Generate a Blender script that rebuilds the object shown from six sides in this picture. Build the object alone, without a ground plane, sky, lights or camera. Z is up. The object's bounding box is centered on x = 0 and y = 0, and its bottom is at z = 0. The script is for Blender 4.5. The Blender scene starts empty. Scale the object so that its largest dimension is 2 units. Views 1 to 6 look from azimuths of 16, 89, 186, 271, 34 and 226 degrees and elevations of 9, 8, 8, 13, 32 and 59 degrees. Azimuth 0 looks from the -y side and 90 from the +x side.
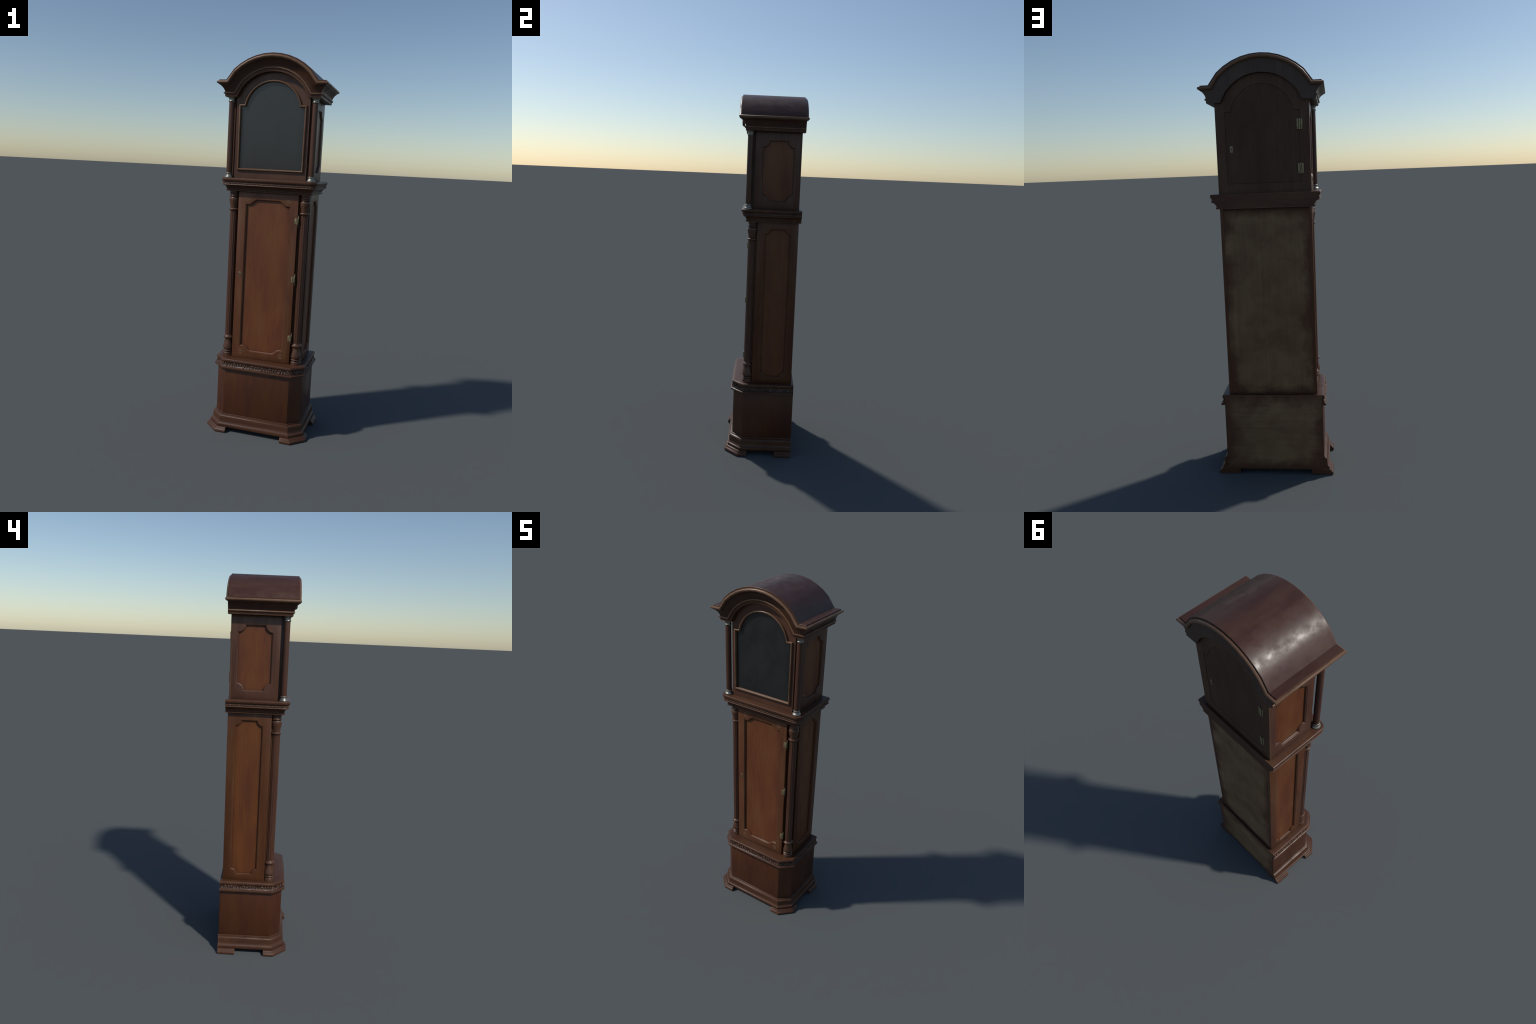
# A tall longcase clock in dark mahogany: base on bracket feet, trunk with a
# panelled door between fluted corner columns, and an arched hood with free
# standing columns.  Everything is built from profiles, paths and rules.
import bpy, bmesh, math, random
from mathutils import Vector

random.seed(7)
PI = math.pi
SIN, COS = math.sin, math.cos

# ------------------------------------------------------------------ materials

class Nodes:
    """Small helper to write node trees tersely."""

    def __init__(self, name):
        self.mat = bpy.data.materials.new(name)
        self.mat.use_nodes = True
        self.t = self.mat.node_tree
        self.bsdf = self.t.nodes["Principled BSDF"]

    def add(self, kind, **props):
        n = self.t.nodes.new(kind)
        for k, v in props.items():
            setattr(n, k, v)
        return n

    def put(self, socket, value):
        if isinstance(value, bpy.types.NodeSocket):
            self.t.links.new(value, socket)
        else:
            socket.default_value = value

    def math(self, op, a, b=0.0, clamp=False):
        n = self.add("ShaderNodeMath", operation=op, use_clamp=clamp)
        self.put(n.inputs[0], a)
        self.put(n.inputs[1], b)
        return n.outputs[0]

    def span(self, v, a, b, c, d):
        n = self.add("ShaderNodeMapRange", clamp=True)
        for i, x in enumerate((v, a, b, c, d)):
            self.put(n.inputs[i], x)
        return n.outputs[0]

    def mix(self, f, a, b, mode="MIX"):
        n = self.add("ShaderNodeMix", data_type="RGBA", blend_type=mode)
        self.put(n.inputs[0], f)
        self.put(n.inputs[6], a if isinstance(a, bpy.types.NodeSocket) else (*a, 1))
        self.put(n.inputs[7], b if isinstance(b, bpy.types.NodeSocket) else (*b, 1))
        return n.outputs[2]

    def coords(self, scale, rotation=(0, 0, 0), shift=(0, 0, 0)):
        c = self.add("ShaderNodeTexCoord")
        m = self.add("ShaderNodeMapping")
        m.inputs["Scale"].default_value = scale
        m.inputs["Rotation"].default_value = rotation
        m.inputs["Location"].default_value = shift
        self.t.links.new(c.outputs["Object"], m.inputs[0])
        return m.outputs[0]

    def noise(self, vec, scale=1.0, detail=4.0, rough=0.55, warp=0.0):
        n = self.add("ShaderNodeTexNoise")
        self.put(n.inputs["Vector"], vec)
        n.inputs["Scale"].default_value = scale
        n.inputs["Detail"].default_value = detail
        n.inputs["Roughness"].default_value = rough
        n.inputs["Distortion"].default_value = warp
        return n.outputs["Fac"]

    def bump(self, height, strength, distance=0.001):
        n = self.add("ShaderNodeBump")
        n.inputs["Strength"].default_value = strength
        n.inputs["Distance"].default_value = distance
        self.t.links.new(height, n.inputs["Height"])
        self.t.links.new(n.outputs[0], self.bsdf.inputs["Normal"])

    def edges(self, reach):
        """0 on flats and hollows, towards 1 on projecting edges (short rays cast inside the part)."""
        a = self.add("ShaderNodeAmbientOcclusion", samples=12, inside=True, only_local=True)
        a.inputs["Distance"].default_value = reach
        return self.span(a.outputs["AO"], 0.88, 0.42, 0.0, 1.0)

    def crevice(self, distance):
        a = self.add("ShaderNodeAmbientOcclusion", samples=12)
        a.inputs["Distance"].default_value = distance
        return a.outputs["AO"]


GRAIN = {"z": (150, 150, 5), "x": (5, 150, 150), "y": (150, 5, 150)}
CLOUD = {"z": (13, 13, 3.2), "x": (3.2, 13, 13), "y": (13, 3.2, 13)}


def wood(name, dark, mid, light, grain="z", rough=0.42, edge=None, edge_amount=0.6, edge_reach=0.004,
         hollow_dark=0.55, hollow_dark_reach=0.02, streak=0.16, spread=0.14, relief=0.12, spec=0.4, mottled=False):
    m = Nodes(name)
    fine = m.noise(m.coords(GRAIN[grain]), 1.0, 5.0, 0.65, 0.3)
    pores = m.noise(m.coords(tuple(4 * s for s in GRAIN[grain])), 1.0, 2.0, 0.6)
    cloud = m.noise(m.coords(CLOUD[grain]), 1.0, 4.0, 0.6, 0.4)
    r = m.add("ShaderNodeValToRGB")
    r.color_ramp.elements[0].position, r.color_ramp.elements[0].color = 0.33, (*dark, 1)
    r.color_ramp.elements[1].position, r.color_ramp.elements[1].color = 0.68, (*light, 1)
    e = r.color_ramp.elements.new(0.5)
    e.color = (*mid, 1)
    m.put(r.inputs[0], cloud)
    c = r.outputs[0]
    lo, hi = 1 - streak, 1 + streak
    k = m.math("MULTIPLY", m.span(fine, 0.3, 0.7, lo, hi), m.span(pores, 0.35, 0.65, 0.95, 1.05))
    kk = m.add("ShaderNodeCombineColor")
    for i in range(3):
        m.put(kk.inputs[i], k)
    c = m.mix(1.0, c, kk.outputs[0], "MULTIPLY")
    if hollow_dark:
        ao = m.crevice(hollow_dark_reach)
        c = m.mix(m.span(ao, 0.35, 0.95, hollow_dark, 0.0), c, tuple(0.28 * x for x in dark))  # wood colour mixed towards a darker tone in hollows and inner corners
    if edge:
        wear = m.math("MULTIPLY", m.edges(edge_reach), m.span(cloud, 0.3, 0.6, 0.55, 1.0))
        c = m.mix(m.math("MULTIPLY", wear, edge_amount), c, edge)
    m.put(m.bsdf.inputs["Base Color"], c)
    gloss = cloud
    if mottled:      # patchy polish: cloudy and speckled gloss
        a = m.noise(m.coords((26, 22, 26)), 1.0, 3.0, 0.55, 0.1)
        gloss = m.math("ADD", m.math("MULTIPLY", a, 0.75), m.math("MULTIPLY", cloud, 0.25))
    m.put(m.bsdf.inputs["Roughness"], m.span(gloss, 0.36, 0.64, rough + spread / 2, rough - spread / 2))
    m.bsdf.inputs["Specular IOR Level"].default_value = spec
    m.bump(fine, relief, 0.0006)
    return m.mat


def raw_back(name, grain, half_x, z_low, z_high):
    """Unfinished backboard: grey wood, stained reddish brown towards its rim."""
    m = Nodes(name)
    fine = m.noise(m.coords(GRAIN[grain]), 0.6, 5.0, 0.7, 0.5)
    cloud = m.noise(m.coords((9, 9, 9)), 1.0, 5.0, 0.6, 0.3)
    c = m.add("ShaderNodeTexCoord")
    s = m.add("ShaderNodeSeparateXYZ")
    m.t.links.new(c.outputs["Object"], s.inputs[0])
    side = m.math("SUBTRACT", half_x, m.math("ABSOLUTE", s.outputs[0]))
    ends = m.math("MINIMUM", m.math("SUBTRACT", s.outputs[2], z_low), m.math("SUBTRACT", z_high, s.outputs[2]))
    rim = m.math("MINIMUM", side, ends)
    wob = m.math("ADD", rim, m.span(cloud, 0.25, 0.75, -0.038, 0.038))
    f = m.span(wob, 0.008, 0.060, 0.0, 1.0)
    grey = m.mix(m.span(cloud, 0.35, 0.65, 0, 1), (0.146, 0.084, 0.044), (0.200, 0.122, 0.066))
    col = m.mix(f, (0.094, 0.042, 0.024), grey)
    k = m.span(fine, 0.3, 0.7, 0.87, 1.12)
    kk = m.add("ShaderNodeCombineColor")
    for i in range(3):
        m.put(kk.inputs[i], k)
    col = m.mix(1.0, col, kk.outputs[0], "MULTIPLY")
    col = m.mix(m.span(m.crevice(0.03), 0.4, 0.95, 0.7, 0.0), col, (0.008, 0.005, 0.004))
    m.put(m.bsdf.inputs["Base Color"], col)
    m.bsdf.inputs["Roughness"].default_value = 0.85
    m.bsdf.inputs["Specular IOR Level"].default_value = 0.25
    m.bump(fine, 0.3, 0.0008)
    return m.mat


def metal(name, colour, rough, tarnish, metallic):
    m = Nodes(name)
    n = m.noise(m.coords((120, 120, 120)), 1.0, 4.0)
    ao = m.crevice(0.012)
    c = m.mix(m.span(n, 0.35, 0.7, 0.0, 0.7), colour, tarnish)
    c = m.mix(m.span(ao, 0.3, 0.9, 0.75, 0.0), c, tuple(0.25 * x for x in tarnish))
    m.put(m.bsdf.inputs["Base Color"], c)
    m.bsdf.inputs["Metallic"].default_value = metallic
    m.put(m.bsdf.inputs["Roughness"], m.span(n, 0.3, 0.7, rough - 0.06, rough + 0.1))
    return m.mat


def dark_pane(name):
    m = Nodes(name)
    smear = m.noise(m.coords((13, 13, 8), (0, 0.6, 0)), 1.0, 2.5, 0.5, 0.6)
    speck = m.noise(m.coords((70, 70, 70)), 1.0, 2.0, 0.5)
    c = m.mix(m.span(smear, 0.35, 0.7, 0, 1), (0.0110, 0.0113, 0.0108), (0.0175, 0.0175, 0.0162))
    c = m.mix(m.span(speck, 0.72, 0.80, 0, 0.18), c, (0.006, 0.006, 0.006))
    # occlusion shade painted into the pane colour along its border: straight sides below, round head above
    g = m.add("ShaderNodeTexCoord")
    p = m.add("ShaderNodeSeparateXYZ")
    m.t.links.new(g.outputs["Object"], p.inputs[0])
    x, z = m.math("ABSOLUTE", p.outputs[0]), p.outputs[2]
    dz = m.math("SUBTRACT", z, 1.7244)
    r = m.math("SQRT", m.math("ADD", m.math("MULTIPLY", x, x), m.math("MULTIPLY", dz, dz)))
    head = m.math("MAXIMUM", m.math("SUBTRACT", 1.7498, z), m.math("SUBTRACT", 0.1440, r))
    rim = m.math("MINIMUM", m.math("MINIMUM", m.math("SUBTRACT", 0.1680, x), m.math("SUBTRACT", z, 1.4290)), head)
    c = m.mix(m.span(rim, 0.0, 0.030, 0.75, 0.0), c, (0.006, 0.006, 0.007))
    m.put(m.bsdf.inputs["Base Color"], c)
    m.put(m.bsdf.inputs["Roughness"], m.span(smear, 0.3, 0.7, 0.26, 0.33))
    m.bsdf.inputs["Specular IOR Level"].default_value = 0.78
    return m.mat


EDGE = (0.165, 0.088, 0.046)
M = {}
M["case"] = wood("mahogany_case", (0.070, 0.022, 0.008), (0.088, 0.031, 0.011), (0.100, 0.040, 0.014), edge=EDGE, hollow_dark=0.4, spec=0.34)
M["hood_case"] = wood("mahogany_hood", (0.068, 0.026, 0.015), (0.084, 0.035, 0.020), (0.094, 0.043, 0.025), edge=EDGE, hollow_dark=0.4)
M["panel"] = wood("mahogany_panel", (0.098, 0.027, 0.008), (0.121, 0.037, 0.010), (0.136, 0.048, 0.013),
                  streak=0.13, hollow_dark=0.75, hollow_dark_reach=0.035)
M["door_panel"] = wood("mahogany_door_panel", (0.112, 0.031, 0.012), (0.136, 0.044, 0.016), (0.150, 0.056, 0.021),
                       streak=0.13, hollow_dark=0.75, hollow_dark_reach=0.035)
M["door"] = wood("mahogany_door", (0.082, 0.025, 0.010), (0.105, 0.037, 0.015), (0.117, 0.048, 0.020), edge=EDGE, hollow_dark=0.4, spec=0.36)
M["base"] = wood("mahogany_base", (0.052, 0.014, 0.005), (0.066, 0.020, 0.007), (0.076, 0.027, 0.009), edge=EDGE, hollow_dark_reach=0.03, streak=0.12)
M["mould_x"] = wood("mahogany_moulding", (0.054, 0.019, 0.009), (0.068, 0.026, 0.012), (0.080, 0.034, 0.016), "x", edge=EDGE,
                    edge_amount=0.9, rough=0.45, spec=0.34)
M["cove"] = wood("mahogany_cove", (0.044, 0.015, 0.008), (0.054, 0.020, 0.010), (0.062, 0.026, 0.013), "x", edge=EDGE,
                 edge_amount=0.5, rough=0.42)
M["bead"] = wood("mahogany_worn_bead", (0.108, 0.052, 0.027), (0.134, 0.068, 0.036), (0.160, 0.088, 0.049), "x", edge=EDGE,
                 edge_amount=0.45, rough=0.42, hollow_dark_reach=0.012)
M["carving"] = wood("mahogany_carving", (0.112, 0.054, 0.031), (0.134, 0.067, 0.039), (0.156, 0.080, 0.048), "x", rough=0.36, hollow_dark=0,
                    streak=0.05, relief=0.05)
M["frieze"] = wood("mahogany_frieze_ground", (0.024, 0.010, 0.007), (0.028, 0.012, 0.008), (0.034, 0.016, 0.011), "x", rough=0.45, hollow_dark=0, streak=0.05,
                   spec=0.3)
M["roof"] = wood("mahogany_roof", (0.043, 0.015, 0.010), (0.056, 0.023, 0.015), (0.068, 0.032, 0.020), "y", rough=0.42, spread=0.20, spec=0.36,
                 streak=0.08, hollow_dark=0.35, edge=EDGE, edge_amount=0.4, relief=0.06, mottled=True)
M["column"] = wood("mahogany_column", (0.056, 0.021, 0.013), (0.070, 0.028, 0.016), (0.080, 0.035, 0.020), rough=0.38, hollow_dark=0.35)
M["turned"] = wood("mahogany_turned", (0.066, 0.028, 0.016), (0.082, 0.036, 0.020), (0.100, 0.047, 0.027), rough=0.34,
                   edge=(0.20, 0.105, 0.055), edge_amount=0.55, hollow_dark_reach=0.010)
M["hood_back"] = wood("mahogany_hood_back", (0.072, 0.033, 0.018), (0.082, 0.040, 0.022), (0.092, 0.048, 0.026), rough=0.6, hollow_dark=0.5, spec=0.3)
M["cornice_back"] = wood("mahogany_cornice_back", (0.056, 0.031, 0.021), (0.064, 0.036, 0.025), (0.072, 0.042, 0.028), rough=0.55, hollow_dark=0.5, spec=0.4)
M["back_door"] = wood("mahogany_back_door", (0.060, 0.030, 0.017), (0.068, 0.035, 0.020), (0.076, 0.041, 0.023), rough=0.62, hollow_dark=0.5, spec=0.3)
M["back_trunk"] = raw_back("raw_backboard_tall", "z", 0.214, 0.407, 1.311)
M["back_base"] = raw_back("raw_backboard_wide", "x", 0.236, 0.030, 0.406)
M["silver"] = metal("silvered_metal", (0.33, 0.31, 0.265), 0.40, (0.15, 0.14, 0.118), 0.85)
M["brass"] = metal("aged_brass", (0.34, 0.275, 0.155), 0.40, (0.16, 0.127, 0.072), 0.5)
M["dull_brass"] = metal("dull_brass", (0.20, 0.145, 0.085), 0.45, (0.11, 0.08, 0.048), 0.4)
M["pane"] = dark_pane("dark_pane")
M["hole"] = wood("dark_hole", (0.004,) * 3, (0.005,) * 3, (0.006,) * 3, rough=0.8, hollow_dark=0)

# ------------------------------------------------------------------ geometry helpers

def make(name, verts, faces, mat, parent, angle=32.0, fix=True, bevel=0.0, segs=2):
    bm = bmesh.new()
    vs = [bm.verts.new(v) for v in verts]
    for f in faces:
        try:
            bm.faces.new([vs[i] for i in f])
        except ValueError:
            pass
    bmesh.ops.remove_doubles(bm, verts=bm.verts, dist=1e-6)
    if fix:
        bmesh.ops.recalc_face_normals(bm, faces=bm.faces)
    if bevel:
        sharp = [e for e in bm.edges if len(e.link_faces) == 2 and e.calc_face_angle() > math.radians(25)]
        bmesh.ops.bevel(bm, geom=sharp, offset=bevel, segments=segs, profile=0.5, affect="EDGES", clamp_overlap=True)
    return finish(name, bm, mat, parent, angle)


def finish(name, bm, mat, parent, angle=32.0):
    me = bpy.data.meshes.new(name)
    bm.to_mesh(me)
    bm.free()
    me.polygons.foreach_set("use_smooth", [True] * len(me.polygons))
    me.set_sharp_from_angle(angle=math.radians(angle))
    me.materials.append(M[mat])
    ob = bpy.data.objects.new(name, me)
    bpy.context.scene.collection.objects.link(ob)
    ob.parent = parent
    return ob


def group(name, parent, location=(0, 0, 0)):
    ob = bpy.data.objects.new(name, None)
    ob.location = location
    ob.empty_display_size = 0.1
    bpy.context.scene.collection.objects.link(ob)
    ob.parent = parent
    return ob


def loft(rings, around=False, along=False, caps=False):
    """Faces between successive rings; `around` closes each ring, `along` joins last to first."""
    n, verts, faces = len(rings[0]), [p for r in rings for p in r], []
    m = len(rings)
    for i in range(m if along else m - 1):
        a, b = i * n, ((i + 1) % m) * n
        for j in range(n if around else n - 1):
            k = (j + 1) % n
            faces.append((a + j, a + k, b + k, b + j))
    if caps:
        faces.append(tuple(range(n))[::-1])
        faces.append(tuple((m - 1) * n + j for j in range(n)))
    return verts, faces


def box(name, lo, hi, mat, parent, bevel=0.001):
    x0, y0, z0 = lo
    x1, y1, z1 = hi
    v, f = loft([[(x0, y0, z), (x1, y0, z), (x1, y1, z), (x0, y1, z)] for z in (z0, z1)], around=True, caps=True)
    return make(name, v, f, mat, parent, bevel=bevel)


def inset(loop, d):
    """Move a counter-clockwise closed polygon inward by d with mitred corners."""
    n, out = len(loop), []
    for i in range(n):
        p, q, r = (Vector(loop[(i + k) % n]) for k in (-1, 0, 1))
        a, b = (q - p).normalized(), (r - q).normalized()
        na, nb = Vector((-a.y, a.x)), Vector((-b.y, b.x))
        h = na + nb
        h = h / max(0.25, h.length_squared / 2)
        out.append(tuple(q + h * d))
    return out


def flat(loops, place, name, mat, parent, depth=0.0):
    """Planar face bounded by the first loop with the others as holes."""
    bm = bmesh.new()
    for lp in loops:
        vs = [bm.verts.new(place(a, b, depth)) for a, b in lp]
        for i in range(len(vs)):
            bm.edges.new((vs[i - 1], vs[i]))
    bmesh.ops.triangle_fill(bm, use_beauty=True, use_dissolve=False, edges=bm.edges[:])
    return bm


OVOLO = [(0.0, 0.0), (0.0005, 0.0006), (0.0008, 0.0016), (0.0018, 0.0019), (0.0036, 0.0026), (0.0052, 0.0042), (0.0062, 0.0066), (0.0066, 0.0108)]


def framed(frame_name, panel_name, outer, opening, place, thick, mats, parent, sunk=0.0100):
    """A board with a shaped, moulded opening and a sunk panel in it.
    `place(a, b, depth)` maps board coordinates to space, depth counted inwards."""
    outer_in = inset(outer, 0.0012)
    rings = [(outer, thick), (outer, 0.0012), (inset(outer, 0.0004), 0.0004), (outer_in, 0.0)]
    bm = flat([outer_in, opening], place, frame_name, mats[0], parent)
    def strip(pairs):
        prev = None
        for lp, d in pairs:
            cur = [bm.verts.new(place(a, b, d)) for a, b in lp]
            if prev:
                n = len(cur)
                for i in range(n):
                    bm.faces.new((prev[i], prev[(i + 1) % n], cur[(i + 1) % n], cur[i]))
            prev = cur
    strip(rings)
    strip([(inset(opening, i), d) for i, d in OVOLO])
    bmesh.ops.remove_doubles(bm, verts=bm.verts, dist=1e-6)
    bmesh.ops.recalc_face_normals(bm, faces=bm.faces)
    c = bm.faces[:]
    frame = finish(frame_name, orient(bm, place), mats[0], parent, 28)
    pb = flat([inset(opening, 0.0058)], place, panel_name, mats[1], frame, sunk)
    panel = finish(panel_name, orient(pb, place), mats[1], frame)
    return frame, panel


def orient(bm, place):
    """Make the front faces look outwards (against the depth direction)."""
    o = Vector(place(0, 0, 0)) - Vector(place(0, 0, 1))
    bm.faces.ensure_lookup_table()
    big = max(bm.faces, key=lambda f: f.calc_area() * (abs(f.normal.dot(o)) > 0.9))
    if big.normal.dot(o) < 0:
        bmesh.ops.reverse_faces(bm, faces=bm.faces)
    return bm


def lathe(name, profile, mat, parent, segs=40, shape=None, angle=40):
    rings = []
    for r, z in profile:
        ring = []
        for j in range(segs):
            a = 2 * PI * j / segs
            rr = r + (shape(a, z, r) if shape else 0.0)
            ring.append((rr * COS(a), rr * SIN(a), z))
        rings.append(ring)
    v, f = loft(rings, around=True, caps=True)
    return make(name, v, f, mat, parent, angle)


def smooth_profile(pts, per=4):
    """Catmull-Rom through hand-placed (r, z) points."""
    out = []
    for i in range(len(pts) - 1):
        p0, p1, p2, p3 = (pts[min(max(i + k, 0), len(pts) - 1)] for k in (-1, 0, 1, 2))
        for s in range(per):
            t = s / per
            out.append(tuple(0.5 * (2 * b + (c - a) * t + (2 * a - 5 * b + 4 * c - d) * t * t + (3 * b - a - 3 * c + d) * t ** 3)
                             for a, b, c, d in zip(p0, p1, p2, p3)))
    out.append(pts[-1])
    return out


def tube(points, radii, segs=7, squash=1.0):
    """Tapered tube through (s, t, d) points, as raw verts and faces; d is the relief height."""
    rings = []
    for i, p in enumerate(points):
        a = Vector(points[max(i - 1, 0)])
        b = Vector(points[min(i + 1, len(points) - 1)])
        t = (b - a).normalized()
        side = t.cross(Vector((0, 0, 1))).normalized()
        up = Vector((0, 0, 1))
        rings.append([tuple(Vector(p) + side * radii[i] * COS(2 * PI * k / segs) + up * radii[i] * squash * SIN(2 * PI * k / segs))
                      for k in range(segs)])
    return loft(rings, around=True, caps=True)


def blob(s, t, rs, rt, d=0.0, rd=0.002, turn=0.0, n=8):
    rings = []
    for i in range(1, 6):
        e = -PI / 2 + PI * i / 6
        ring = []
        for k in range(n):
            a = 2 * PI * k / n
            u, v = rs * COS(e) * COS(a), rt * COS(e) * SIN(a)
            ring.append((s + u * COS(turn) - v * SIN(turn), t + u * SIN(turn) + v * COS(turn), d + rd * SIN(e)))
        rings.append(ring)
    return loft(rings, around=True, caps=True)


def merge(parts):
    V, F = [], []
    for v, f in parts:
        o = len(V)
        V += v
        F += [tuple(i + o for i in q) for q in f]
    return V, F

# ------------------------------------------------------------------ the clock

clock = group("longcase_clock", None)
clock["label"] = "tall dark mahogany longcase clock with arched hood and blank dark dial"
clock["category"] = "longcase clock"

# ---- base: chamfered box between a foot moulding and a carved top moulding

BACK = 0.1800


def base_ring(w, z, back=BACK):
    """Outline of the base at half width w: chamfered front corners, flat back."""
    g = w - 0.2387
    f, xc, yc = 0.1545 + 0.915 * g, 0.1800 + 0.735 * g, 0.0960 + 0.64 * g
    return [(-w, back, z), (-w, -yc, z), (-xc, -f, z), (xc, -f, z), (w, -yc, z), (w, back, z)]


base = group("base", clock)
v, f = loft([base_ring(0.2387, 0.050, 0.1785), base_ring(0.2387, 0.380, 0.1785)], around=True, caps=True)
make("base_box", v, f, "base", base, bevel=0.0016)
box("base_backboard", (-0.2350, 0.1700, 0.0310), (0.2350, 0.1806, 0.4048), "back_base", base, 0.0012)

LOW = [(0.2300, 0.0950), (0.2405, 0.0944), (0.2424, 0.0930), (0.2432, 0.0908), (0.2430, 0.0880), (0.2450, 0.0866), (0.2490, 0.0852),
       (0.2516, 0.0832), (0.2532, 0.0795), (0.2537, 0.0731), (0.2540, 0.0620), (0.2544, 0.0540), (0.2556, 0.0490), (0.2580, 0.0446),
       (0.2610, 0.0414), (0.2634, 0.0400), (0.2640, 0.0385), (0.2638, 0.0270), (0.2630, 0.0256), (0.2300, 0.0250)]
v, f = loft([base_ring(w, z) for w, z in LOW], around=True, caps=True)
make("base_skirting", v, f, "mould_x", base, 30)

TOP = [(0.2320, 0.3548), (0.2546, 0.3550), (0.2556, 0.3557), (0.2560, 0.3570), (0.2560, 0.3622), (0.2552, 0.3636), (0.2530, 0.3646),
       (0.2495, 0.3668), (0.2466, 0.3710), (0.2446, 0.3755), (0.2436, 0.3820), (0.2426, 0.3880), (0.2450, 0.3890), (0.2468, 0.3912),
       (0.2480, 0.3940), (0.2484, 0.3972), (0.2480, 0.4008), (0.2470, 0.4036), (0.2452, 0.4058), (0.2430, 0.4068), (0.2320, 0.4070)]
v, f = loft([base_ring(w, z) for w, z in TOP], around=True, caps=True)
make("base_top_moulding", v, f, "mould_x", base, 30)
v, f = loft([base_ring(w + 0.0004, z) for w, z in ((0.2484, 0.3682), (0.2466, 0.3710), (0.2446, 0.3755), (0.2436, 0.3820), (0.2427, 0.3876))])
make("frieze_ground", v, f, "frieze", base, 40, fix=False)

# bracket feet: the foot moulding cut into four corner pieces
FOOT = [(0.2560, 0.0262), (0.2645, 0.0258), (0.2672, 0.0252), (0.2700, 0.0236), (0.2722, 0.0208), (0.2738, 0.0176), (0.2752, 0.0158),
        (0.2780, 0.0142), (0.2796, 0.0128), (0.2806, 0.0108), (0.2820, 0.0092), (0.2824, 0.0080), (0.2824, 0.0008), (0.2816, 0.0)]


def foot_front(sign):
    rings = []
    for w, z in FOOT:
        r = base_ring(w, z)
        f, yc, xc = -r[3][1], -r[4][1], r[3][0]
        rings.append([(0.1535, -f, z), (xc, -f, z), (w, -yc, z), (w, -0.0690, z), (0.195, -0.0690, z), (0.1535, -0.115, z)])
    v, f = loft([[(sign * x, y, z) for x, y, z in r] for r in rings], around=True, caps=True)
    return make("bracket_foot", v, f, "mould_x", base, 30)


def foot_back(sign):
    rings = [[(0.1775, BACK - 0.0008, z), (0.1775, 0.0872, z), (w, 0.0872, z), (w, BACK - 0.0008, z)] for w, z in FOOT]
    v, f = loft([[(sign * x, y, z) for x, y, z in r] for r in rings], around=True, caps=True)
    return make("bracket_foot", v, f, "mould_x", base, 30)


for sgn in (-1, 1):
    foot_front(sgn)
    foot_back(sgn)

# ---- carved friezes: ornaments are drawn in (s along, t up, d out) and bent along the moulding


def along_path(path, profile_out, s, t, d):
    """Point at distance s along an open polyline path in plan, lifted t, pushed d outwards."""
    for i in range(len(path) - 1):
        a, b = Vector(path[i]), Vector(path[i + 1])
        L = (b - a).length
        if s <= L or i == len(path) - 2:
            u = (b - a) / L
            nrm = Vector((u.y, -u.x))
            p = a + u * s + nrm * (d + profile_out(t))
            return p.x, p.y
        s -= L


def frieze(name, path, z_mid, profile_out, unit, period, margin, parent):
    total = sum((Vector(b) - Vector(a)).length for a, b in zip(path, path[1:]))
    n = round((total - 2 * margin) / period)
    step = (total - 2 * margin) / n
    parts = []
    for k in range(n):
        flip = -1 if k % 2 else 1
        v, f = unit(flip)
        j = random.uniform(0.94, 1.06)
        s0 = margin + (k + 0.5) * step
        parts.append(([(*along_path(path, profile_out, s0 + p[0] * step / period, p[1] * j, p[2]), z_mid + p[1] * j) for p in v], f))
    V, F = merge(parts)
    ob = make(name, V, F, "carving", parent, 50)
    ob["kind"] = "stuff"
    return ob


def hook(flip, x=0.0, size=1.0):
    """A curling stem: rises from the lower edge, bends over and ends in a small bud."""
    pts = [(x + size * 0.0150, flip * size * -0.0090, 0.0004), (x + size * 0.0118, flip * size * -0.0045, 0.0014)]
    for i in range(8):
        a = -0.05 + i * 0.50
        r = 0.0066 - 0.00030 * i
        pts.append((x + size * (0.0030 + r * COS(a)), flip * size * (0.0016 + r * SIN(a)), 0.0018))
    rad = [size * q for q in (0.0016, 0.0023)] + [size * (0.0026 - 0.0001 * i) for i in range(8)]
    return tube(pts, rad, 8, 1.2)


def leaf_spray(x, y, flip, size=1.0, lean=0.0):
    out = []
    for a, L in ((-0.95, 0.0085), (0.0, 0.0100), (0.95, 0.0085)):
        d = (COS(a + lean), SIN(a + lean) * flip)
        out.append(blob(x + d[0] * L * size * 0.55, y + d[1] * L * size * 0.55, L * 0.55 * size, 0.0022 * size, 0.0010, 0.0038 * size,
                        math.atan2(d[1], d[0])))
    return merge(out)


def vine_unit(flip):
    return merge([
        hook(flip, -0.004),
        leaf_spray(0.0150, 0.0030 * flip, flip, 0.95, -0.1),
        leaf_spray(-0.0120, -0.0040 * flip, -flip, 0.90, PI - 0.3),
        blob(-0.0015, -0.0060 * flip, 0.0042, 0.0028, 0.0008, 0.0040, 0.5 * flip),
    ])


def base_face(t):
    """How far the carved band of the base stands out from its path at height t."""
    return max(0.0, -0.002 - t) * 0.55


r = base_ring(0.2436, 0)
frieze("carved_vine", [(p[0], p[1]) for p in r], 0.3785, base_face, vine_unit, 0.0500, 0.004, base)

# ---- trunk

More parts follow.
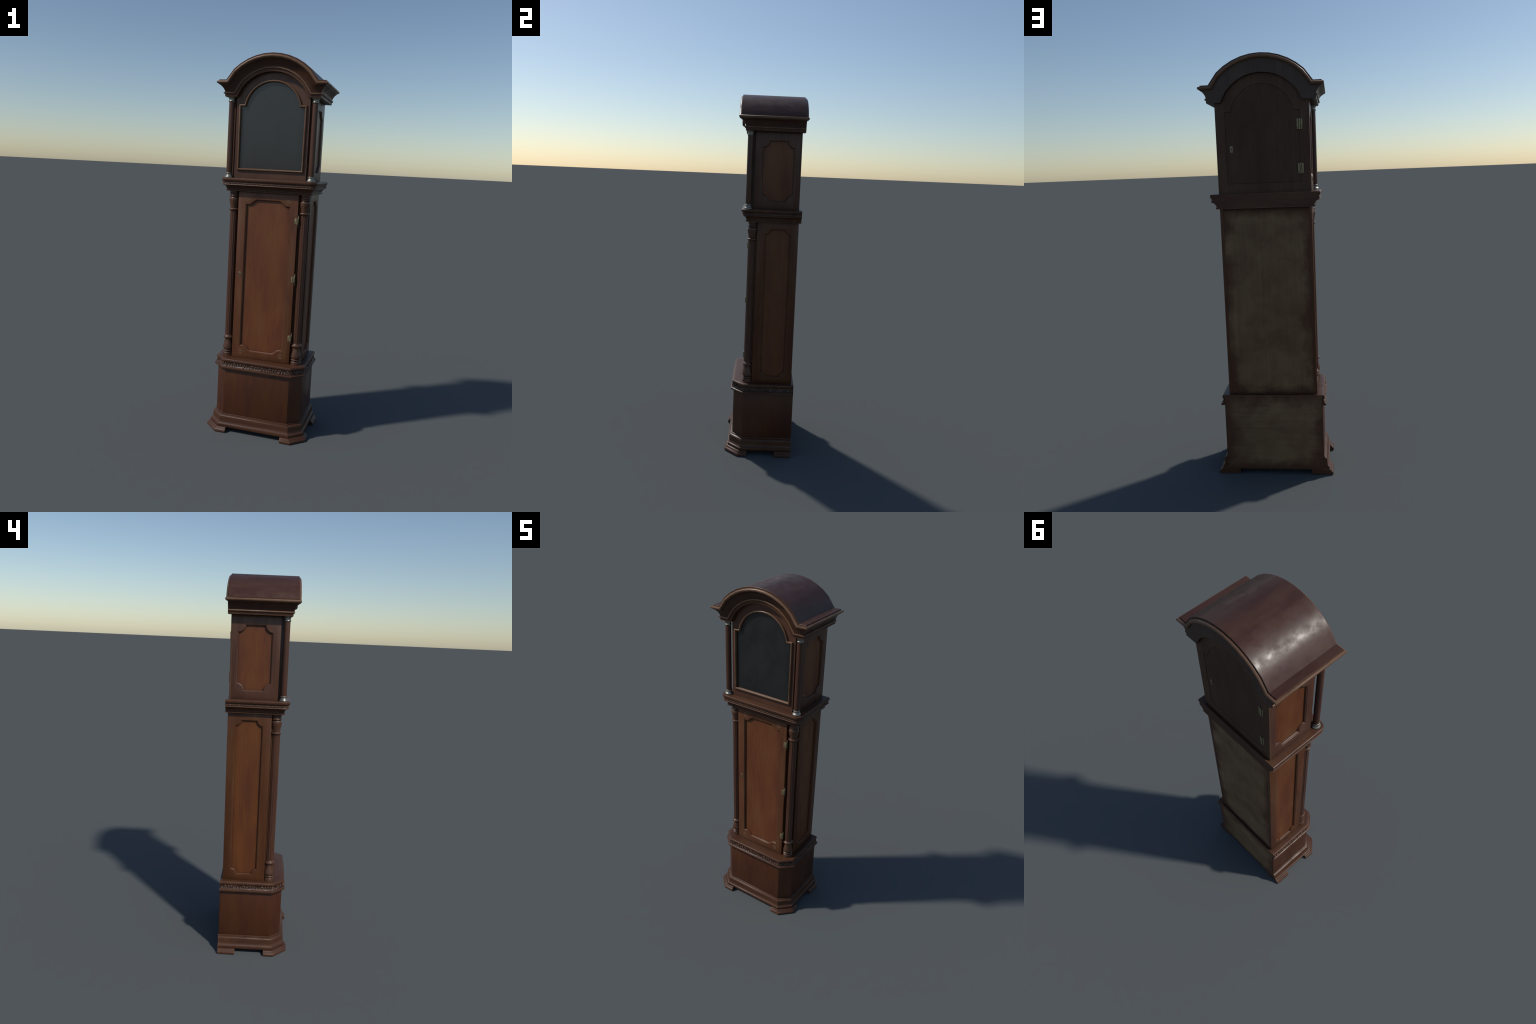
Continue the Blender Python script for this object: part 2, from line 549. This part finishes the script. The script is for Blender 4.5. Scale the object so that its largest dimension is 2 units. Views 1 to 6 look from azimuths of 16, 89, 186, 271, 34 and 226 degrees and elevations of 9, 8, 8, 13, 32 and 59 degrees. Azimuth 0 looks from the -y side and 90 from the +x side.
trunk = group("trunk", clock)
TX, TB, TF, TZ0, TZ1 = 0.2145, 0.1680, -0.0555, 0.4065, 1.3125
box("trunk_carcass", (-TX + 0.012, TF - 0.0003, TZ0), (TX - 0.012, TB - 0.002, TZ1), "case", trunk, 0.0)
for sgn in (-1, 1):
    x0, x1 = sorted((sgn * 0.1600, sgn * 0.2040))
    box("corner_stile", (x0, -0.0800, TZ0), (x1, TF - 0.0020, TZ1), "case", trunk, 0.0)
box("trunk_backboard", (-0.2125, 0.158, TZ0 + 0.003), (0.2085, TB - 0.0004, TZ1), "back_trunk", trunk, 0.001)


def arc(cx, cz, r, a0, a1, n=9):
    return [(cx + r * COS(a0 + (a1 - a0) * i / n), cz + r * SIN(a0 + (a1 - a0) * i / n)) for i in range(n + 1)]


def notched(a0, a1, b0, b1, r):
    """Rectangle with concave quarter-round corners, counter-clockwise."""
    return (arc(a0, b0, r, PI / 2, 0) + arc(a1, b0, r, PI, PI / 2) + arc(a1, b1, r, -PI / 2, -PI) + arc(a0, b1, r, 0, -PI / 2))


def rect(a0, a1, b0, b1):
    return [(a0, b0), (a1, b0), (a1, b1), (a0, b1)]


for sgn in (-1, 1):
    def side(a, b, d, s=sgn):
        return (s * (TX - d), a, b)
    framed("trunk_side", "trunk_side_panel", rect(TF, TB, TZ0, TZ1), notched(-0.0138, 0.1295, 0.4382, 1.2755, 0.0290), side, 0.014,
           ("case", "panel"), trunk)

# the long door: ogee-shouldered sunk panel
DX, DF = 0.1618, -0.1035


def ogee_opening(hw, z0, z1, rise, x_in):
    def edge(sign):
        out = []
        for i in range(15):
            t = i / 14
            u = t * t * (3 - 2 * t)
            out.append((hw - 0.018 - (hw - 0.018 - x_in) * t, sign * rise * (u * 0.95 + 0.05 * t)))
        return out
    top = [(hw, z1)] + [(x, z1 + dz) for x, dz in edge(1)]
    top += [(-x, z) for x, z in top[::-1]]
    bot = [(hw, z0)] + [(x, z0 + dz) for x, dz in edge(-1)]
    bot += [(-x, z) for x, z in bot[::-1]]
    return top + bot[::-1]


def door_place(a, b, d):
    return (a, DF + d, b)


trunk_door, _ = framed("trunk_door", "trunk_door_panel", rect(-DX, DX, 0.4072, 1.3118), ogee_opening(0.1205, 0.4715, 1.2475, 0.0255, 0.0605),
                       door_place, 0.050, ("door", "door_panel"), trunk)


def rosette(x, z):
    R = 0.0120
    ring = [[(x + (R + 0.0019 * COS(b)) * COS(a), DF + 0.0003 - 0.0011 * max(SIN(b), -0.2), z + (R + 0.0019 * COS(b)) * SIN(a))
             for b in (2 * PI * j / 8 for j in range(8))] for a in (2 * PI * i / 32 for i in range(32))]
    parts = [loft(ring, around=True, along=True)]
    dome = [[(x + r * COS(2 * PI * i / 16), DF - h, z + r * SIN(2 * PI * i / 16)) for i in range(16)]
            for r, h in ((0.0046, -0.0005), (0.0040, 0.0007), (0.0024, 0.0012), (0.0004, 0.0013))]
    parts.append(loft(dome, around=True, caps=True))
    for i in range(8):
        a = 2 * PI * (i + 0.5) / 8
        v, f = blob(0.0076, 0.0, 0.0026, 0.0016, 0, 0.0007)
        parts.append(([(x + p[0] * COS(a) - p[1] * SIN(a), DF + 0.0001 - p[2], z + p[0] * SIN(a) + p[1] * COS(a)) for p in v], f))
    V, F = merge(parts)
    return make("rosette", V, F, "door", trunk_door, 50)


for rx, rz in ((-0.1120, 0.4410), (0.1105, 0.4410), (-0.1115, 1.2770), (0.1110, 1.2770)):
    rosette(rx, rz)


def key_plate(x, y, z, out, parent):
    """Small escutcheon with a keyhole; `out` is -1 on the front, +1 on the back."""
    y0, y1 = sorted((y - out * 0.004, y + out * 0.0010))
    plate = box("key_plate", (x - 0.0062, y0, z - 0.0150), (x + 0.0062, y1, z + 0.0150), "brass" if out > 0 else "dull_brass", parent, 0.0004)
    pts = arc(x, z + 0.0030, 0.0024, -0.9, PI + 0.9, 12) + [(x - 0.0012, z - 0.0070), (x + 0.0012, z - 0.0070)]
    ya, yb = y, y + out * 0.0014
    v, f = loft([[(a, yy, b) for a, b in pts] for yy in (ya, yb)], around=True, caps=True)
    make("keyhole", v, f, "hole", plate)
    return plate


key_plate(-0.1362, DF, 0.8687, -1, trunk_door)


def trunk_hinge(z):
    """Leaf on the door face, knuckle on the corner and a pointed wing on the door edge."""
    h = group("hinge", trunk_door)
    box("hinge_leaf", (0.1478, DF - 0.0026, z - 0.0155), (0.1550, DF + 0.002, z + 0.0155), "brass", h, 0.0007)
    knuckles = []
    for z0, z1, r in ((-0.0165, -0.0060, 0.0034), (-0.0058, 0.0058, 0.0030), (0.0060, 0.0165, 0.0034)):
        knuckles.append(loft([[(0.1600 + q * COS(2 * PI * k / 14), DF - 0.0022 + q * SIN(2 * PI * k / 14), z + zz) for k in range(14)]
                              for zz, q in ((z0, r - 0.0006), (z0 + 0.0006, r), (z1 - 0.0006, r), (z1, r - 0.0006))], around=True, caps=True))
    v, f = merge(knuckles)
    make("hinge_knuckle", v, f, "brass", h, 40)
    half = [(0.0310, 0.0004), (0.0285, 0.0018), (0.0255, 0.0024), (0.0225, 0.0020), (0.0195, 0.0036), (0.0160, 0.0058), (0.0110, 0.0074), (0.0, 0.0080)]
    prof = half + [(-a, b) for a, b in half[-2::-1]]
    out = [(z + a, b) for a, b in prof] + [(z + a, -b) for a, b in prof[::-1]]
    mid = -0.0985
    v, f = loft([[(x, mid + b, a) for a, b in out] for x in (0.1640, 0.1664)], around=True, caps=True)
    wing = make("hinge_wing", v, f, "brass", h, 30)
    box("hinge_bridge", (0.1600, -0.1000, z - 0.0140), (0.1642, -0.0945, z + 0.0140), "brass", wing, 0.0004)


for hz in (1.1738, 0.8680, 0.5496):
    trunk_hinge(hz)

# fluted corner columns with carved urns
URN_LEAF = [(0.00, 0.22, 0.30, 0.10), (0.00, 0.50, 0.16, 0.07), (0.34, 0.38, 0.13, 0.07), (-0.34, 0.38, 0.13, 0.07), (0.26, 0.66, 0.13, 0.06),
            (-0.22, 0.74, 0.13, 0.06), (0.10, 0.84, 0.12, 0.05)]


def urn_relief(z0, z1, amp):
    def shape(a, z, r):
        v = (z - z0) / (z1 - z0)
        if not 0.0 < v < 1.0:
            return 0.0
        n = 4
        u = ((a * n / (2 * PI) + 0.5) % 1.0 - 0.5) * 2
        h = 0.0
        for cu, cv, su, sv in URN_LEAF:
            h = max(h, math.exp(-((u - cu - 0.15 * SIN(7 * v)) / su) ** 2 - ((v - cv) / sv) ** 2))
        return amp * (h - 0.25) * min(1.0, 6 * min(v, 1 - v))
    return shape


def flutes(z0, z1, r):
    def shape(a, z, _):
        e = min(1.0, max(0.0, min(z - z0, z1 - z) / 0.006))
        c = COS(12 * a)
        return -0.0012 * e ** 0.5 * max(0.0, (c + 0.35) / 1.35) ** 0.7
    return shape


def corner_column(x, y):
    col = group("corner_column", trunk, (x, y, 0))
    S = 0.97
    cap = smooth_profile([(0.0272 * S, 1.3125), (0.0274 * S, 1.3060), (0.0272 * S, 1.3020), (0.0255 * S, 1.2990), (0.0243 * S, 1.2950), (0.0250 * S, 1.2915),
                          (0.0272 * S, 1.2895), (0.0294 * S, 1.2865), (0.0292 * S, 1.2830), (0.0270 * S, 1.2808), (0.0240 * S, 1.2798)], 3)
    lathe("column_cap", cap[::-1], "turned", col, 40)
    urn = smooth_profile([(0.0205 * S, 1.2200), (0.0216 * S, 1.2235), (0.0222 * S, 1.2290), (0.0245 * S, 1.2400), (0.0272 * S, 1.2510), (0.0290 * S, 1.2620),
                          (0.0291 * S, 1.2690), (0.0278 * S, 1.2750), (0.0255 * S, 1.2785), (0.0235 * S, 1.2800)], 5)
    lathe("column_urn", urn, "turned", col, 112, urn_relief(1.224, 1.266, 0.0016), 60)
    ring = smooth_profile([(0.0200, 1.1985), (0.0206 * S, 1.2040), (0.0224 * S, 1.2072), (0.0262 * S, 1.2088), (0.0290 * S, 1.2118), (0.0293 * S, 1.2148),
                           (0.0280 * S, 1.2180), (0.0245 * S, 1.2196), (0.0215 * S, 1.2205)], 3)
    lathe("column_ring", ring, "turned", col, 40)
    zs = [0.5225 + i * 0.0012 for i in range(7)] + [0.60 + 0.05 * i for i in range(12)] + [1.2015 - i * 0.0012 for i in range(6, -1, -1)]
    lathe("column_shaft", [(0.0208, z) for z in zs], "column", col, 144, flutes(0.523, 1.201, 0.0208), 50)
    ring = smooth_profile([(0.0200 * S, 0.5260), (0.0220 * S, 0.5205), (0.0240 * S, 0.5178), (0.0276 * S, 0.5150), (0.0293 * S, 0.5112), (0.0290 * S, 0.5070),
                           (0.0262 * S, 0.5040), (0.0226 * S, 0.5015), (0.0214 * S, 0.4970), (0.0212 * S, 0.4930)], 3)
    lathe("column_ring", ring[::-1], "turned", col, 40)
    urn = smooth_profile([(0.0205 * S, 0.4965), (0.0216 * S, 0.4900), (0.0228 * S, 0.4830), (0.0252 * S, 0.4730), (0.0278 * S, 0.4620), (0.0292 * S, 0.4530),
                          (0.0290 * S, 0.4465), (0.0270 * S, 0.4415), (0.0240 * S, 0.4388)], 5)
    lathe("column_urn", urn[::-1], "turned", col, 112, urn_relief(0.4915, 0.4440, 0.0016), 60)
    foot = smooth_profile([(0.0236 * S, 0.4395), (0.0262 * S, 0.4378), (0.0290 * S, 0.4352), (0.0293 * S, 0.4325), (0.0276 * S, 0.4295), (0.0250 * S, 0.4272),
                           (0.0252 * S, 0.4255), (0.0276 * S, 0.4240), (0.0292 * S, 0.4208), (0.0296 * S, 0.4170), (0.0292 * S, 0.4130), (0.0298 * S, 0.4112),
                           (0.0298 * S, 0.4062)], 3)
    lathe("column_foot", foot[::-1], "turned", col, 40)


for sgn in (-1, 1):
    corner_column(sgn * 0.1920, -0.0795)

# ---- waist moulding under the hood: rounded front corners, carved band

waist = group("waist_moulding", clock)


def waist_ring(w, z, back=0.1800, n=8):
    f = w - 0.1110
    r = max(0.003, min(w - 0.2210, 0.034))
    right = [(w - r + r * COS(a), -f + r + r * SIN(a)) for a in (-PI / 2 * (1 - i / n) for i in range(n + 1))]
    pts = [(w, back)] + right[::-1]
    pts = pts + [(-x, y) for x, y in pts[::-1]]
    return [(x, y, z) for x, y in pts]


WAIST = [(0.2000, 1.3108), (0.2300, 1.3110), (0.2309, 1.3118), (0.2310, 1.3160), (0.2302, 1.3172), (0.2278, 1.3190), (0.2273, 1.3215), (0.2282, 1.3250),
         (0.2300, 1.3288), (0.2328, 1.3328), (0.2362, 1.3362), (0.2405, 1.3390), (0.2450, 1.3408), (0.2505, 1.3418), (0.2522, 1.3424), (0.2526, 1.3440),
         (0.2518, 1.3454), (0.2496, 1.3462), (0.2486, 1.3480), (0.2482, 1.3530), (0.2480, 1.3598), (0.2505, 1.3606), (0.2530, 1.3625), (0.2546, 1.3655),
         (0.2554, 1.3710), (0.2552, 1.3745), (0.2542, 1.3772), (0.2520, 1.3788), (0.2490, 1.3792), (0.2000, 1.3792)]
v, f = loft([waist_ring(w, z) for w, z in WAIST], around=True, caps=True)
make("waist_cornice", v, f, "mould_x", waist, 30)


def sprig_unit(flip):
    """A bud between two slanting leaves."""
    parts = [blob(0.0, -0.0012, 0.0034, 0.0048, 0.0006, 0.0034)]
    for s in (-1, 1):
        parts.append(blob(s * 0.0066, 0.0008, 0.0054, 0.0021, 0.0006, 0.0030, s * 0.95))
        parts.append(blob(s * 0.0140, -0.0008, 0.0062, 0.0020, 0.0004, 0.0028, -s * 0.65))
        parts.append(blob(s * 0.0205, 0.0006, 0.0050, 0.0018, 0.0004, 0.0028, s * 0.9))
    return merge(parts)


wr = [(p[0], p[1]) for p in waist_ring(0.2480, 0)][::-1]
frieze("carved_sprigs", wr, 1.3528, lambda t: 0.0, sprig_unit, 0.0460, 0.003, waist)
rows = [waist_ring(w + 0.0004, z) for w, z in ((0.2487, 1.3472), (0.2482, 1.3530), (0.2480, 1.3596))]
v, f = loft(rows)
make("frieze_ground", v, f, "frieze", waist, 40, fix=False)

# ---- hood

hood = group("hood", clock)
HX, HB, HF, HZ0, HZ1 = 0.2155, 0.1655, -0.0805, 1.3790, 1.7950
ZC, R0, ZROOF = 1.7070, 0.2930, 1.8705      # arch centre, roof radius, top of the side ledges
ARCH_N = 6


def level_radius(z):
    return R0 + 1.03 * (z - ZROOF) - (0.0015 if z < 1.8690 else 0.0)


def spring_x(z):
    """Where the arch of this level meets its straight stub."""
    r = level_radius(z)
    return math.sqrt(r * r - (z - ZC) ** 2) - 0.0058


def arch_line(z, r=None, grow=0.0):
    """Half arch from the left spring over the top to the right, as (x, z)."""
    r = level_radius(z) + grow if r is None else r
    xs = spring_x(z)
    a1 = math.atan2(xs, z - ZC)
    steps = [0.770 * a1 * i / (ARCH_N - 1) for i in range(-(ARCH_N - 1), ARCH_N)]
    pull = 0.0028 if r < 0.26 else 0.0      # the lower members tighten a little before they spring
    pts = [(-xs, z)] + [(r * SIN(a) - pull * SIN(a / steps[-1] * PI / 2) ** 3, ZC + r * COS(a)) for a in steps] + [(xs, z)]
    return pts


box("hood_carcass", (-HX + 0.012, HF - 0.0004, HZ0 - 0.001), (HX - 0.012, HB - 0.004, HZ1), "hood_case", hood, 0.0)
for sgn in (-1, 1):
    def hside(a, b, d, s=sgn):
        return (s * (HX - d), a, b)
    framed("hood_side", "hood_side_panel", rect(HF, HB - 0.0085, HZ0 - 0.0004, HZ1), notched(-0.0440, 0.1318, 1.4200, 1.7458, 0.0362), hside, 0.014,
           ("hood_case", "panel"), hood)


def arch_board(half, z0, r, spring):
    """Board outline: straight sides, shoulder at z = spring, round top of radius r about the arch centre."""
    a1 = math.asin(min(1.0, spring / r))
    top = [(r * SIN(a), ZC + r * COS(a)) for a in (a1 * (1 - 2 * i / 24) for i in range(25))]
    return [(-half, z0), (half, z0), (half, 1.7920)] + top + [(-half, 1.7920)]


def shouldered(hw, z0, z_sh, x_sh, z_top, n=14):
    """Opening with square shoulders under a round head."""
    h = z_top - z_sh
    R = (x_sh * x_sh + h * h) / (2 * h)
    zc = z_top - R
    a1 = math.atan2(x_sh, z_sh - zc)
    head = [(R * SIN(a), zc + R * COS(a)) for a in (a1 * (1 - 2 * i / n) for i in range(n + 1))]
    return [(-hw, z0), (hw, z0), (hw, z_sh)] + head + [(-hw, z_sh)]


# hood door with its raised glazing bead and dark pane
HDF = -0.1070


def hd(a, b, d):
    return (a, HDF + d, b)


door_line = arch_board(0.1920, HZ0 - 0.0002, 0.2160, 0.185)
bead_mid = shouldered(0.1726, 1.4256, 1.7498, 0.1462, 1.8728)
bm = flat([door_line, bead_mid], hd, "hood_door", "hood_case", hood)
prev = None
for d in (0.0, 0.030):
    cur = [bm.verts.new(hd(a, b, d)) for a, b in door_line]
    if prev:
        for i in range(len(cur)):
            bm.faces.new((prev[i - 1], prev[i], cur[i], cur[i - 1]))
    prev = cur
bmesh.ops.remove_doubles(bm, verts=bm.verts, dist=1e-6)
bmesh.ops.recalc_face_normals(bm, faces=bm.faces)
hood_door = finish("hood_door", orient(bm, hd), "hood_case", hood)

rings = []
for k in range(9):
    a = PI * k / 8
    rings.append([hd(x, z, 0.002 - 0.0125 * SIN(a) ** 0.8) for x, z in inset(bead_mid, -0.0058 * COS(a))])
rings.append([hd(x, z, 0.0060) for x, z in inset(bead_mid, 0.0060)])
v, f = loft(rings, around=True)
make("glazing_bead", v, f, "bead", hood_door, 50)
pane = orient(flat([bead_mid], hd, "pane", "pane", hood_door, 0.0036), hd)
finish("dial_pane", pane, "pane", hood_door)

# back of the hood: frame and a door lying flush in it
BK = HB


def hb(a, b, d):
    return (-a, BK - d, b)


back_line = arch_board(HX - 0.0002, HZ0 - 0.0002, 0.2170, 0.186)
seam = shouldered(0.1710, 1.4240, 1.7480, 0.1445, 1.8690)
bm = flat([back_line, seam], hb, "hood_back", "hood_back", hood)
prev = None
for ins, d in ((0.0, 0.0), (0.0006, 0.0008), (0.0007, 0.0030)):
    cur = [bm.verts.new(hb(a, b, d)) for a, b in inset(seam, ins)]
    if prev:
        for i in range(len(cur)):
            bm.faces.new((prev[i - 1], prev[i], cur[i], cur[i - 1]))
    prev = cur
prev = None
for d in (0.0, 0.010):
    cur = [bm.verts.new(hb(a, b, d)) for a, b in back_line]
    if prev:
        for i in range(len(cur)):
            bm.faces.new((prev[i - 1], prev[i], cur[i], cur[i - 1]))
    prev = cur
bmesh.ops.remove_doubles(bm, verts=bm.verts, dist=1e-6)
bmesh.ops.recalc_face_normals(bm, faces=bm.faces)
hood_back = finish("hood_back", orient(bm, hb), "hood_back", hood)
leafline = inset(seam, 0.0009)
bm = flat([inset(leafline, 0.0008)], hb, "back_door", "back_door", hood_back, 0.0014)
prev = None
for ins, d in ((0.0008, 0.0014), (0.0, 0.0022), (0.0, 0.0080)):
    cur = [bm.verts.new(hb(a, b, d)) for a, b in inset(leafline, ins)]
    if prev:
        for i in range(len(cur)):
            bm.faces.new((prev[i - 1], prev[i], cur[i], cur[i - 1]))
    prev = cur
bmesh.ops.remove_doubles(bm, verts=bm.verts, dist=1e-6)
bmesh.ops.recalc_face_normals(bm, faces=bm.faces)
back_door = finish("back_door", orient(bm, hb), "back_door", hood_back)
key_plate(0.1465, BK - 0.0012, 1.5820, 1, back_door)
# mitre joints of the frame: thin battens let in at the bottom corners
for sgn in (-1, 1):
    a, b = Vector((sgn * 0.2140, 1.3830)), Vector((sgn * 0.1722, 1.4228))
    u = (b - a).normalized()
    nrm = Vector((-u.y, u.x)) * 0.0006
    q = [a + nrm, a - nrm, b - nrm, b + nrm]
    v, f = loft([[(p.x, y, p.y) for p in q] for y in (BK - 0.003, BK + 0.0004)], around=True, caps=True)
    make("mitre_joint", v, f, "back_door", hood_back)


def butt_hinge(x, z):
    h = group("hinge", back_door)
    for s in (-1, 1):
        x0, x1 = sorted((x + s * 0.0050, x + s * 0.0130))
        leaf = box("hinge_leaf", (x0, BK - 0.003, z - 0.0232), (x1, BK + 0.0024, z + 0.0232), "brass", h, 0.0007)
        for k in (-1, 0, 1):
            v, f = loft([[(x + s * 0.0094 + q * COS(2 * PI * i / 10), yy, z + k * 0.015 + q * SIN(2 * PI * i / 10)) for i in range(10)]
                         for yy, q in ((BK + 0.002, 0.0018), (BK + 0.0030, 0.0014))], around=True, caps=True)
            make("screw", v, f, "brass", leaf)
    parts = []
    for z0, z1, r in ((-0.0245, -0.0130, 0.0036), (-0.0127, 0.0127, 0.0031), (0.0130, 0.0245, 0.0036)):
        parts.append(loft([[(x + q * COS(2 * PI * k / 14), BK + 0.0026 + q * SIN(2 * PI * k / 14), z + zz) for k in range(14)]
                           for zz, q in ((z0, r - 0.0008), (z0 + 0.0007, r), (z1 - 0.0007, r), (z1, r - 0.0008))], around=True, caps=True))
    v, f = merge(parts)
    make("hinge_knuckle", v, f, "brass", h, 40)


for hz in (1.6836, 1.4860):
    butt_hinge(-0.1705, hz)

# free-standing hood columns
SHAFT = [(0.0146, 1.4040), (0.0150, 1.4080), (0.0151, 1.50), (0.0150, 1.62), (0.0148, 1.7600), (0.0146, 1.7680)]
FOOT_CAP = smooth_profile([(0.0226, 1.3786), (0.0228, 1.3815), (0.0218, 1.3850), (0.0190, 1.3885), (0.0166, 1.3920), (0.0158, 1.3955), (0.0158, 1.3980),
                           (0.0170, 1.3994), (0.0181, 1.4016), (0.0172, 1.4040), (0.0152, 1.4048)], 4)
HEAD_CAP = smooth_profile([(0.0150, 1.7650), (0.0166, 1.7662), (0.0178, 1.7690), (0.0170, 1.7718), (0.0156, 1.7732), (0.0154, 1.7770), (0.0160, 1.7815),
                           (0.0176, 1.7850), (0.0208, 1.7875), (0.0226, 1.7893), (0.0226, 1.7912)], 4)
for sgn in (-1, 1):
    col = group("hood_column", hood, (sgn * 0.2195, -0.1088, 0))
    lathe("column_shaft", SHAFT, "column", col, 40)
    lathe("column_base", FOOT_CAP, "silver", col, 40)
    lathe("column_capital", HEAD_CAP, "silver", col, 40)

# cornice: each member is a closed profile carried round the sides and over the arch

cornice = group("cornice", hood)
YB = 0.1805


def cornice_ring(w, z, back=YB):
    f = w - 0.1143
    line = arch_line(z)
    return ([(-w, back, z), (-w, -f, z)] + [(x, -f, zz) for x, zz in line] + [(w, -f, z), (w, back, z)])


def member(name, profile, mat, angle=36):
    rings = [cornice_ring(w, z) for w, z in profile]
    n = len(rings[0])
    v, f = loft(rings, along=True)
    f.append(tuple(i * n for i in range(len(rings))))
    f.append(tuple(i * n + n - 1 for i in range(len(rings)))[::-1])
    return make(name, v, f, mat, cornice, angle)


member("fascia", [(0.2310, 1.7904), (0.2478, 1.7900), (0.2490, 1.7908), (0.2492, 1.7930), (0.2500, 1.8010), (0.2500, 1.8060), (0.2330, 1.8060)], "mould_x")
member("bead", [(0.2440, 1.8040), (0.2535, 1.8036), (0.2556, 1.8052), (0.2564, 1.8078), (0.2560, 1.8104), (0.2540, 1.8122), (0.2440, 1.8124)], "bead", 60)
member("cove", [(0.2420, 1.8100), (0.2500, 1.8110), (0.2502, 1.8140), (0.2514, 1.8190), (0.2536, 1.8245), (0.2570, 1.8305), (0.2618, 1.8370), (0.2680, 1.8430),
                (0.2736, 1.8468), (0.2752, 1.8474), (0.2758, 1.8486), (0.2758, 1.8530), (0.2420, 1.8530)], "cove")

# inside of the arch: soffit between front and back
line0, line1 = arch_line(1.7904), arch_line(1.8100)
v, f = loft([[(x, -0.1322, z) for x, z in line0], [(x, YB - 0.0008, z) for x, z in line0]])
make("arch_soffit", v, f, "cove", cornice)
for sgn in (-1, 1):
    xs = spring_x(1.7904)
    x0, x1 = sorted((sgn * (xs - 0.0002), sgn * 0.2470))
    box("side_soffit", (x0, -0.1316, 1.7906), (x1, YB - 0.001, 1.7985), "cove", cornice, 0.0)

# back board of the cornice, filling between soffit and roof
levels = [(0.2484, 1.7908), (0.2492, 1.8020), (0.2500, 1.8125), (0.2514, 1.8190), (0.2536, 1.8245), (0.2570, 1.8305), (0.2618, 1.8370), (0.2680, 1.8430),
          (0.2750, 1.8474), (0.2760, 1.8560)]


def back_row(w, z, y):
    return [(-w, y, z)] + [(x, y, zz) for x, zz in arch_line(z)] + [(w, y, z)]


v, f = loft([back_row(levels[0][0], levels[0][1], YB - 0.012)] + [back_row(w, z, YB + 0.0004) for w, z in levels])
make("cornice_backboard", v, f, "cornice_back", cornice)

# top roll: runs all the way round, also along the back


def round_ring(w, z):
    f = w - 0.1143
    yb = 0.1935 - (0.2850 - w) * 1.2
    line = arch_line(z)
    front = [(-w, -f, z)] + [(x, -f, zz) for x, zz in line] + [(w, -f, z)]
    return front + [(x, yb, zz) for x, _, zz in front[::-1]]


ROLL = [(0.2660, 1.8498), (0.2770, 1.8500), (0.2800, 1.8508), (0.2826, 1.8524), (0.2844, 1.8550), (0.2850, 1.8580), (0.2844, 1.8608), (0.2828, 1.8632),
        (0.2802, 1.8648), (0.2768, 1.8654), (0.2660, 1.8654)]
v, f = loft([round_ring(w, z) for w, z in ROLL], around=True)
make("top_roll", v, f, "bead", cornice, 60)

# roof: a barrel with narrow side ledges, edged by a low fillet
edge_w = 0.2752
rows = []
for w, z in ((0.2740, 1.8630), (edge_w, 1.8640), (edge_w, 1.8698), (0.2746, 1.8705)):
    rows.append(round_ring(w, z))
v, f = loft(rows, around=True)
make("roof_fillet", v, f, "mould_x", hood, 30)
n, v, f, o = len(rows[-1]), rows[-1], [], 0
half = n // 2
for i in range(half - 1):
    f.append((o + i, o + i + 1, o + n - 2 - i, o + n - 1 - i))
make("roof", v, f, "roof", hood, 30)

for ob in bpy.data.objects:
    ob.select_set(False)
